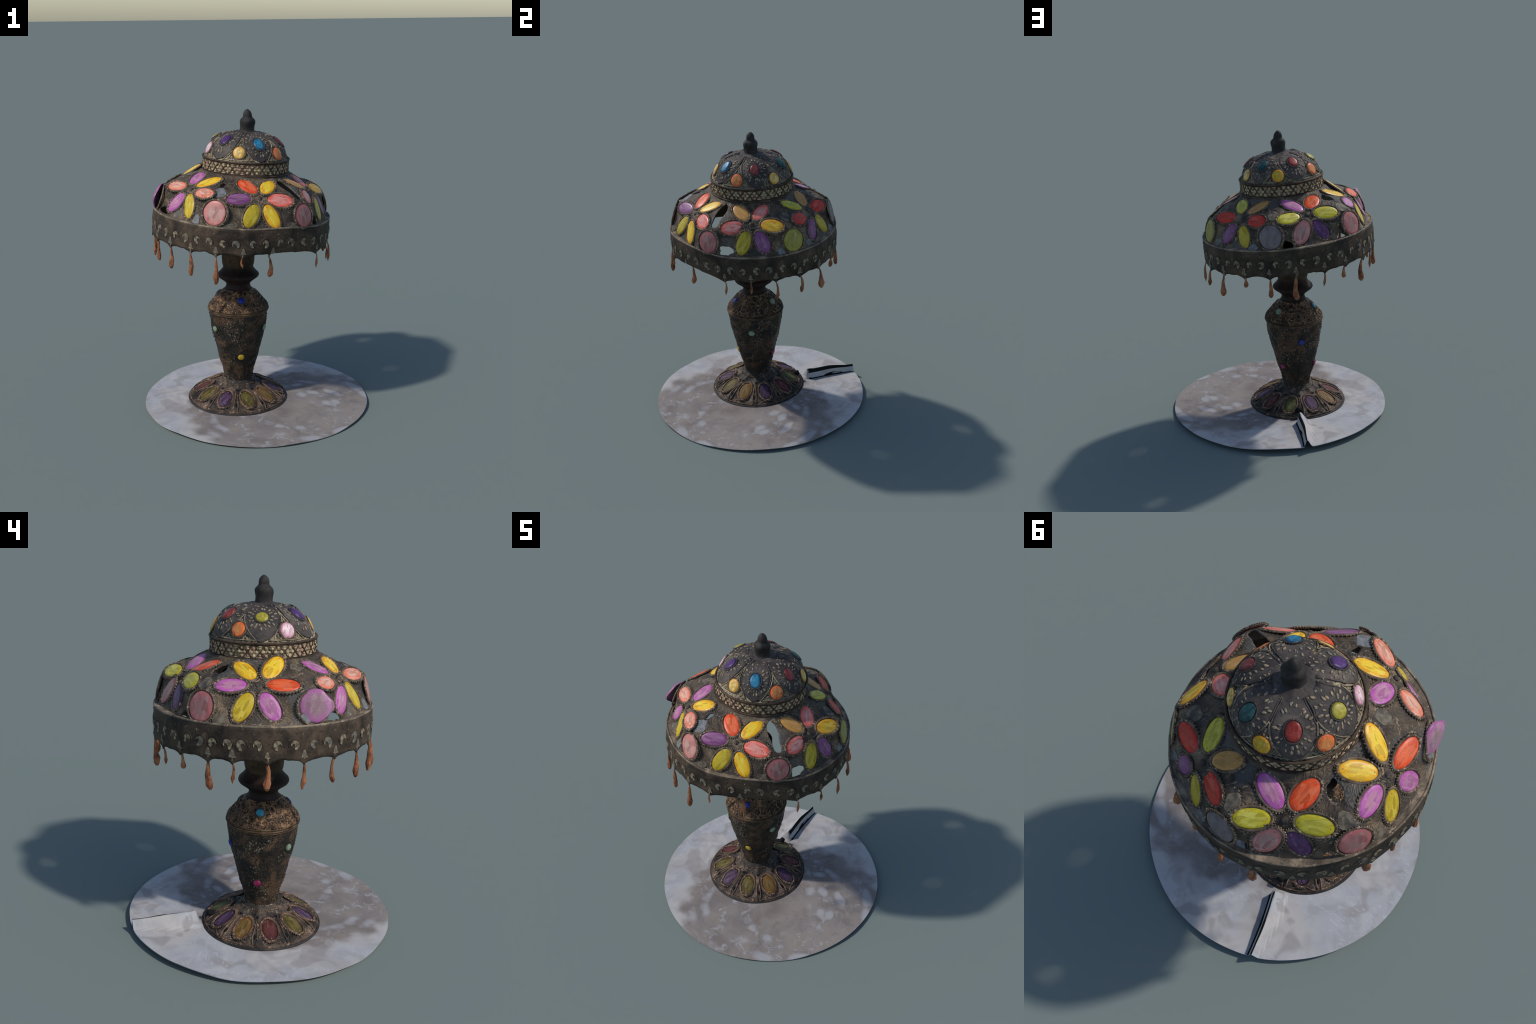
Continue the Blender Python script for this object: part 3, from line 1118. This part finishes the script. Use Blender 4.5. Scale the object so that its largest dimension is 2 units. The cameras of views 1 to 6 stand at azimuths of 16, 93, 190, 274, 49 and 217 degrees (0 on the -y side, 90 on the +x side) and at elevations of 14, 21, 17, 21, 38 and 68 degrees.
# lattice band
LN = 28
V, F = [], []
for h, rr, tr in ((.0, .283, .0078), (.086, .281, .0070), (.011, .281, .003), (.076, .280, .003)):
    tube([MC @ Vector((rr * math.cos(2 * PI * i / 128), rr * math.sin(2 * PI * i / 128), h)) for i in range(128)], tr, 8, True, V, F)
for i in range(LN):
    for s in (-1, 1):
        pts = []
        for k in range(7):
            t = k / 6
            a = 2 * PI * (i + s * (t - .5)) / LN
            pts.append(MC @ Vector((.2812 * math.cos(a), .2812 * math.sin(a), .005 + .076 * t)))
        tube(pts, .0021, 6, False, V, F)
BAND = add('lattice_band', mesh('lattice_band', V, F, M_LATTICE), LAMP)
V, F = [], []
for i in range(LN):
    for half in (0, .5):
        a0 = 2 * PI * (i + half) / LN
        for du, dh, su, sh in (((-.24, .043, .0112, .0088), (.24, .043, .0112, .0088), (0, .063, .0094, .0105), (0, .023, .0094, .0105), (0, .043, .004, .004))
                               if half else ((0, .014, .0150, .0060), (0, .072, .0150, .0060), (0, .026, .0075, .0065), (0, .060, .0075, .0065))):
            a = a0 + du * 2 * PI / LN
            k = rnd.uniform(.8, 1.12)
            p = MC @ Vector((.2782 * math.cos(a), .2782 * math.sin(a), dh))
            blob(V, F, orient(p, MC.to_3x3() @ Vector((math.cos(a), math.sin(a), 0)), Vector((0, 0, 1)), sh * k, su * k, .0045), 8, 4)
o = add('band_inlay', mesh('band_inlay', V, F, M_MOSAIC), BAND)
o['kind'] = 'stuff'

# six leaf plates with stones and pierced seeds
LEAVES = [(9.5, .204, 'ruby', .044, .033), (69.5, .206, 'emerald', .046, .034), (125, .214, 'garnet', .043, .034),
          (181, .211, 'citrine', .034, .034), (-116, .214, 'grape', .044, .032), (-52, .202, 'blue', .046, .034)]
LH = [.092, .100, .112, .13, .15, .175, .2, .22, .236, .248]
LW = [.002, .022, .046, .066, .080, .089, .089, .078, .055, .032]
for az, gh, colour, ga, gb in LEAVES:
    a0 = math.radians(az)
    NU, NVv = 14, 26
    V, F = [], []
    g = random.Random(int(az) + 500)
    skew = g.uniform(-.03, .03)
    for i in range(NVv + 1):
        h = .092 + (.245 - .092) * i / NVv
        w = interp(h, LH, LW) * (1 + g.uniform(-.03, .03))
        for j in range(NU + 1):
            u = -1 + 2 * j / NU
            da = u * w / max(.075, cap_r(h)) + skew * (.2 - h) * 4
            bulge = .0045 + .0055 * (1 - u * u) * smooth(.092, .14, h) * (1 - smooth(.215, .245, h))
            V.append(cap_pt(h, a0 + da, bulge))
    W = NU + 1
    for i in range(NVv):
        for j in range(NU):
            F.append((i * W + j, i * W + j + 1, (i + 1) * W + j + 1, (i + 1) * W + j))
    leaf = add('leaf', mesh('leaf', V, F, M_PETAL), CAP)
    sm = leaf.modifiers.new('thickness', 'SOLIDIFY')
    sm.thickness = .007
    sm.offset = -1
    gh -= .006
    BV, BF = [], []
    left = [V[i * (NU + 1)] for i in range(0, NVv + 1)]
    right = [V[i * (NU + 1) + NU] for i in range(0, NVv + 1)]
    tube(list(reversed(left)) + right[1:], .0034, 6, False, BV, BF)
    p, n = cap_pt(gh - .006, a0, .0085), cap_normal(gh - .006, a0)
    add('leaf_border', mesh('leaf_border', BV, BF, M_PETAL), leaf)

    up = Vector((0, 0, 1))
    place_gem(leaf, p, n, up, 'disc', colour, ga, gb, .012, SET_SMALL, .0, True, (ga / .046, gb / .034))
    # pierced seed shapes round the stone
    V, F = [], []
    ex = n.cross(up).normalized()
    ey = n.cross(ex) * -1
    for ring, cnt, rad in ((0, 15, 1.45), (1, 17, 2.05)):
        for k in range(cnt):
            q = 2 * PI * (k + .5 * ring) / cnt + g.uniform(-.13, .13)
            rad = (1.45, 2.05)[ring] * g.uniform(.92, 1.10)
            ux, uy = math.cos(q) * gb * rad, math.sin(q) * ga * rad * .98
            # walk over the cap surface: sideways in azimuth, along the meridian in height
            dh = -uy * max(.25, n.dot(Vector((math.cos(a0), math.sin(a0), 0))))
            h = gh + (uy * .80 if uy < 0 else uy * .55)
            if h < .108 or h > .243:
                continue
            wl = interp(h, LH, LW)
            if abs(ux) > wl - .010:
                continue
            u = ux / wl
            bulge = .0045 + .0055 * (1 - u * u) * smooth(.092, .14, h) * (1 - smooth(.215, .245, h)) + .0014
            a = a0 + ux / cap_r(h)
            pp, nn = cap_pt(h, a, bulge), cap_normal(h, a)
            d = (pp - p).normalized()
            s = g.uniform(.62, 1.2)
            d = (d + Vector((g.uniform(-.25, .25), g.uniform(-.25, .25), g.uniform(-.25, .25)))).normalized()
            blob(V, F, orient(pp, nn, d, .0112 * s, .0056 * s, .0020), 7, 4)
    o = add('leaf_piercing', mesh('leaf_piercing', V, F, M_SEED), leaf)
    o['kind'] = 'stuff'

# round stones between the leaves with fine wire triangles
ROUNDS = [(-84, .141, 'gold', .94), (-20.3, .134, 'tangerine', 1), (39.1, .134, 'gold', .92), (96.5, .139, 'amber', .98),
          (153.8, .145, 'tangerine', .92), (-148.2, .142, 'blush', .98)]
V, F = [], []
for az, h, colour, s in ROUNDS:
    a = math.radians(az)
    p, n = cap_pt(h, a, .003), cap_normal(h, a)
    place_gem(CAP, p, n, Vector((0, 0, 1)), 'disc', colour, .043 * s, .041 * s, .011, SET_ROUND, .002, True, (s * 1.1, s * 1.1))
    g = random.Random(int(az) + 900)
    for side in (-1, 1):
        pts = [cap_pt(.096 + .115 * t, a + side * math.radians(21.5 * (1 - t) ** 1.15 + .6), .005) for t in [k / 10 for k in range(11)]]
        tube(pts, .0030, 6, False, V, F)
    pts = [cap_pt(.098, a + math.radians(-21 + 42 * k / 12), .004) for k in range(13)]
    tube(pts, .0028, 6, False, V, F)
WIRE = add('wire_frame', mesh('wire_frame', V, F, M_GILT), CAP)
V, F = [], []
for az, h, colour, s in ROUNDS:
    g = random.Random(int(az) + 77)
    for k in range(70):
        t = g.random() ** 1.3
        hh = .100 + .095 * t
        half = 19.5 * (1 - t) ** 1.15
        a = math.radians(az + g.uniform(-half, half))
        p, n = cap_pt(hh, a, .001), cap_normal(hh, a)
        d = Vector((g.uniform(-1, 1), g.uniform(-1, 1), g.uniform(-1, 1)))
        blob(V, F, orient(p, n, d, g.uniform(.005, .010), g.uniform(.0025, .005), .004), 6, 4)
o = add('cap_inlay', mesh('cap_inlay', V, F, M_SEED), CAP)
o['kind'] = 'stuff'

V, F = lathe([(.226, .1545), (.2375, .124), (.247, .0885), (.2535, .060), (.256, .030)],
             lambda h, r, a: MC @ Vector(((r + .004 * math.cos(6 * a) + cap_lean(h, a)) * math.cos(a), (r + .004 * math.cos(6 * a) + cap_lean(h, a)) * math.sin(a),
                                          h + .0015 + .003 * pnoise((math.cos(a) * r * 10, math.sin(a) * r * 10, h), 4))), 96, cap_top=True, sub=3)
add('crown_plate', mesh('crown_plate', V, F, M_PETAL), CAP)
V, F = [], []
g = random.Random(8)
for k in range(44):
    a = g.uniform(0, 2 * PI)
    h = g.uniform(.228, .249)
    p = cap_pt(h, a, .0045)
    blob(V, F, orient(p, cap_normal(h, a), Vector((g.uniform(-1, 1), g.uniform(-1, 1), .1)), .0075, .004, .003), 6, 4)
o = add('crown_piercing', mesh('crown_piercing', V, F, M_SEED), CAP)
o['kind'] = 'stuff'

# ------------------------------------------------------------------ finial
fin = [(.226, .092), (.238, .064), (.248, .055), (.256, .050), (.262, .0465), (.285, .0455), (.305, .0475), (.318, .0485), (.328, .046),
       (.337, .039), (.343, .0325), (.349, .0295), (.360, .0290), (.371, .0265), (.379, .0225), (.387, .0165), (.392, .010), (.396, .003)]




def fin_pt(h, r, a):
    lump = 1 + .13 * pnoise((math.cos(a), math.sin(a), h * 14), 1.3, 5)
    return MC @ Vector((r * lump * math.cos(a) - .006 * smooth(.3, .39, h), r * lump * math.sin(a), h))


V, F = lathe(fin, fin_pt, 40, cap_top=True, cap_bot=True, sub=3)
add('finial', mesh('finial', V, F, M_FINIAL), LAMP)

# ------------------------------------------------------------------ stem


def stem_c(z):
    return Vector((-.1250 + .0125 * z, -.0175 + .003 * z, 0))


def stem_fn(amp, freq, facets=0, fac_amp=0):
    def fn(z, r, a):
        d = Vector((math.cos(a), math.sin(a), 0))
        k = 1 + amp * pnoise((math.cos(a) * .2, math.sin(a) * .2, z), freq, 2)
        if facets:
            k *= 1 + fac_amp * math.cos(facets * a + .6)
        return stem_c(z) + d * r * k + Vector((0, 0, z))
    return fn


def dense(profile, step=.006):
    out = []
    for (z0, r0), (z1, r1) in zip(profile, profile[1:]):
        n = max(1, int(max(abs(z1 - z0), abs(r1 - r0)) / step))
        for k in range(n):
            out.append((z0 + (z1 - z0) * k / n, r0 + (r1 - r0) * k / n))
    out.append(profile[-1])
    return out


body = [(.125, .112), (.150, .100), (.165, .095), (.2, .099), (.25, .111), (.3, .128), (.35, .139), (.4, .151), (.45, .164), (.5, .177),
        (.55, .186), (.6, .193), (.64, .197), (.655, .1975)]
V, F = lathe(dense(body), stem_fn(.038, 17, 6, .011), 128)
BODY = add('stem_body', mesh('stem_body', V, F, M_BODY), LAMP)
shoulder = [(.655, .1975), (.660, .2025), (.667, .203), (.671, .199), (.676, .1985), (.681, .2015), (.688, .200), (.695, .195), (.71, .182),
            (.73, .166), (.75, .150), (.77, .132), (.785, .116), (.797, .100), (.803, .094)]
V, F = lathe(dense(shoulder, .004), stem_fn(.022, 30), 160)
SHOULDER = add('stem_shoulder', mesh('stem_shoulder', V, F, M_SHOULDER), LAMP)
neck = [(.803, .094), (.81, .087), (.825, .081), (.84, .0805), (.848, .086), (.862, .101), (.876, .119), (.888, .135), (.898, .1405), (.908, .138),
        (.92, .126), (.932, .115), (.945, .105), (.957, .100)]
V, F = lathe(dense(neck, .005), stem_fn(.012, 20), 96)
add('stem_neck', mesh('stem_neck', V, F, M_NECK), LAMP)
sock = [(.957, .100), (.965, .103), (.98, .107), (1.0, .109), (1.045, .111), (1.10, .113), (1.20, .112), (1.215, .10), (1.22, .02), (1.60, .014)]
V, F = lathe(sock, stem_fn(.01, 20), 64, cap_top=True)
add('stem_socket', mesh('stem_socket', V, F, M_SOCKET), LAMP)


def stem_r(z):
    pr = body + shoulder[1:]
    return interp(z, [p[0] for p in pr], [p[1] for p in pr])


set_tiny = setting_mesh(.0245, .0245, .0035, 14, .0022, M_COPPER)
set_tiny_dark = setting_mesh(.0245, .0245, .0030, 14, .0020, M_BODY)
for az, z, colour, s in [(-65, .752, 'cobalt', 1.05), (57, .748, 'jade', 1.05), (177, .758, 'turquoise', 1.05),
                         (-127.5, .550, 'jade', .95), (-6.5, .547, 'jade', 1.05), (113.6, .543, 'cobalt', 1.0),
                         (-65, .357, 'mustard', 1.0), (59.5, .333, 'raspberry', .95), (173, .330, 'raspberry', 1.0)]:
    a = math.radians(az)
    e = .012
    n = Vector((2 * e, 0, stem_r(z - e) - stem_r(z + e))).normalized()
    n = Vector((n.x * math.cos(a), n.x * math.sin(a), n.z))
    p = stem_c(z) + Vector((stem_r(z) * math.cos(a), stem_r(z) * math.sin(a), z))
    me = set_tiny if z > .7 else set_tiny_dark
    place_gem(SHOULDER if z > .7 else BODY, p, n, Vector((0, 0, 1)), 'disc', colour, .0225 * s, .0225 * s, .011, me, .001)

V, F = [], []
for z, r0, tr in ((.655, .1985, .0045), (.667, .2025, .0055), (.679, .2010, .0040)):
    tube([stem_c(z) + Vector((r0 * math.cos(2 * PI * i / 120), r0 * math.sin(2 * PI * i / 120), z)) for i in range(120)], tr, 8, True, V, F)
add('ring_moulding', mesh('ring_moulding', V, F, M_RING), SHOULDER)

# relief on the shoulder: curled scrolls in rows
V, F = [], []
g = random.Random(31)
for row, (z, cnt, size) in enumerate([(.695, 34, .013), (.712, 32, .014), (.733, 28, .014), (.757, 24, .013), (.776, 18, .011)]):
    for k in range(cnt):
        a = 2 * PI * (k + .5 * row + g.uniform(-.15, .15)) / cnt
        s = 1 if k % 2 else -1
        pts = []
        for i in range(12):
            t = i / 11
            q = t * 1.35 * 2 * PI
            rr = size * (1 - .72 * t)
            u, v = rr * math.cos(q) * s, rr * math.sin(q)
            zz = z + v * .75
            aa = a + u / stem_r(z)
            pts.append(stem_c(zz) + Vector(((stem_r(zz) + .001) * math.cos(aa), (stem_r(zz) + .001) * math.sin(aa), zz)))
        tube(pts, lambda t: .0032 * (1 - .4 * t), 5, False, V, F)
o = add('scrollwork', mesh('scrollwork', V, F, M_COPPER), SHOULDER)
o['kind'] = 'stuff'

# etched bands of small raised scales on the body
V, F = [], []
for k in range(1500):
    z = .18 + .46 * g.random()
    a = 2 * PI * g.random()
    if pnoise((math.cos(a), math.sin(a), z * 5), 1.7, 9) < .05:
        continue
    p = stem_c(z) + Vector((stem_r(z) * math.cos(a), stem_r(z) * math.sin(a), z))
    n = Vector((math.cos(a), math.sin(a), -.25)).normalized()
    blob(V, F, orient(p, n, Vector((0, 0, 1)), g.uniform(.003, .007), g.uniform(.0025, .005), .0035), 6, 4)
o = add('body_relief', mesh('body_relief', V, F, M_SCALE), BODY)
o['kind'] = 'stuff'

# ------------------------------------------------------------------ foot
MF = frame((-.128, -.018, .012), (.018, -.006, 1))
FH = [0.0, .010, .018, .028, .044, .060, .077, .091, .104, .119, .136, .148, .158]
FR = [.330, .336, .335, .324, .301, .276, .244, .216, .181, .144, .113, .101, .094]


def foot_r(h):
    return interp(h, FH, FR)


def foot_rib(h, a):
    """Ribs that rise between the stones."""
    k = 10 * (a - math.radians(-21))
    rib = (0.5 - 0.5 * math.cos(k)) ** 2
    return .009 * rib * smooth(.024, .045, h) * (1 - smooth(.12, .15, h)) - .004 * (1 - rib) * smooth(.03, .05, h) * (1 - smooth(.12, .14, h))


def foot_pt(h, a, out=0.0, rib=True):
    r = foot_r(h)
    e = .008
    n = Vector((2 * e, 0, foot_r(max(0, h - e)) - foot_r(h + e))).normalized()
    o = out + (foot_rib(h, a) if rib else 0)
    q = .003 * pnoise((r * math.cos(a), r * math.sin(a), h), 28, 6) * smooth(.01, .04, h)
    o += q
    return MF @ Vector(((r + o * n.x) * math.cos(a), (r + o * n.x) * math.sin(a), h + o * n.z))


def foot_normal(h, a):
    e = .016
    n = Vector((2 * e, 0, foot_r(h - e) - foot_r(h + e))).normalized()
    return (MF.to_3x3() @ Vector((n.x * math.cos(a), n.x * math.sin(a), n.z))).normalized()


V, F = lathe(dense(list(zip(FH, FR)), .005), lambda h, r, a: foot_pt(h, a), 240, cap_bot=True)
FOOT = add('foot', mesh('foot', V, F, M_FOOT), LAMP)
FOOT_GEMS = ['smoky_red', 'smoky_olive', 'smoky_purple', 'smoky_olive', 'smoky_amber', 'smoky_purple', 'smoky_red', 'smoky_green',
             'smoky_purple', 'smoky_amber']
V, F = [], []
slotV, slotF = [], []
for k, colour in enumerate(FOOT_GEMS):
    a = math.radians(-165 + 36 * k)
    h = .080
    p, n = foot_pt(h, a, 0, False), foot_normal(h, a)
    place_gem(FOOT, p, n, p - Vector((-.128, -.018, .3)), 'oval', colour, .073, .045, .007, SET_FOOT, -.002)
    # ribs and little pierced slots between neighbours
    b = a + math.radians(18)
    for s in (-1, 1):
        pts = [foot_pt(.028 + .072 * t, b + s * math.radians(1.2 + 2.6 * math.sin(PI * t) * (1 - t)), .002) for t in [i / 9 for i in range(10)]]
        tube(pts, .0042, 6, False, V, F)
    pts = [foot_pt(.024 + .02 * math.sin(PI * t) ** 2, a + math.radians(-17 + 34 * t), .001) for t in [i / 16 for i in range(17)]]
    tube(pts, .0035, 6, False, V, F)
    for hh, la, wa in ((.054, .017, .0070), (.110, .015, .013)):
        pp, nn = foot_pt(hh, b, .0008), foot_normal(hh, b)
        blob(slotV, slotF, orient(pp, nn, pp - Vector((-.128, -.018, .3)), la, wa, .0026), 8 if hh < .1 else 3, 4)
for h, r0 in ((.016, .0060), (.026, .0035)):
    pass
tube([foot_pt(.027, 2 * PI * i / 120, .001) for i in range(120)], .0035, 6, True, V, F)
for k in range(90):
    a = 2 * PI * k / 90 + rnd.uniform(-.03, .03)
    blob(V, F, orient(foot_pt(.134, a), foot_normal(.134, a), Vector((0, 0, 1)), .0050, .0042, .004), 6, 4)
o = add('foot_ribs', mesh('foot_ribs', V, F, M_COPPER), FOOT)
o = add('foot_slots', mesh('foot_slots', slotV, slotF, M_BLACK), FOOT)
o['kind'] = 'stuff'
# dark band at the very edge
V, F = [], []
tube([MF @ Vector((.3345 * math.cos(2 * PI * i / 120), .3345 * math.sin(2 * PI * i / 120), .012)) for i in range(120)], .0085, 8, True, V, F)
add('foot_rim', mesh('foot_rim', V, F, M_FINIAL), FOOT)
# cable nub at the back of the foot
a = math.radians(100.5)
V, F = [], []
p0 = foot_pt(.058, a, .004)
d = Vector((math.cos(a), math.sin(a), .35))
tube([p0 - d * .02, p0 + d * .008, p0 + d * .022, p0 + d * .030], lambda t: .022 - .007 * t, 12, False, V, F)
add('cable_nub', mesh('cable_nub', V, F, M_BLACK), FOOT)
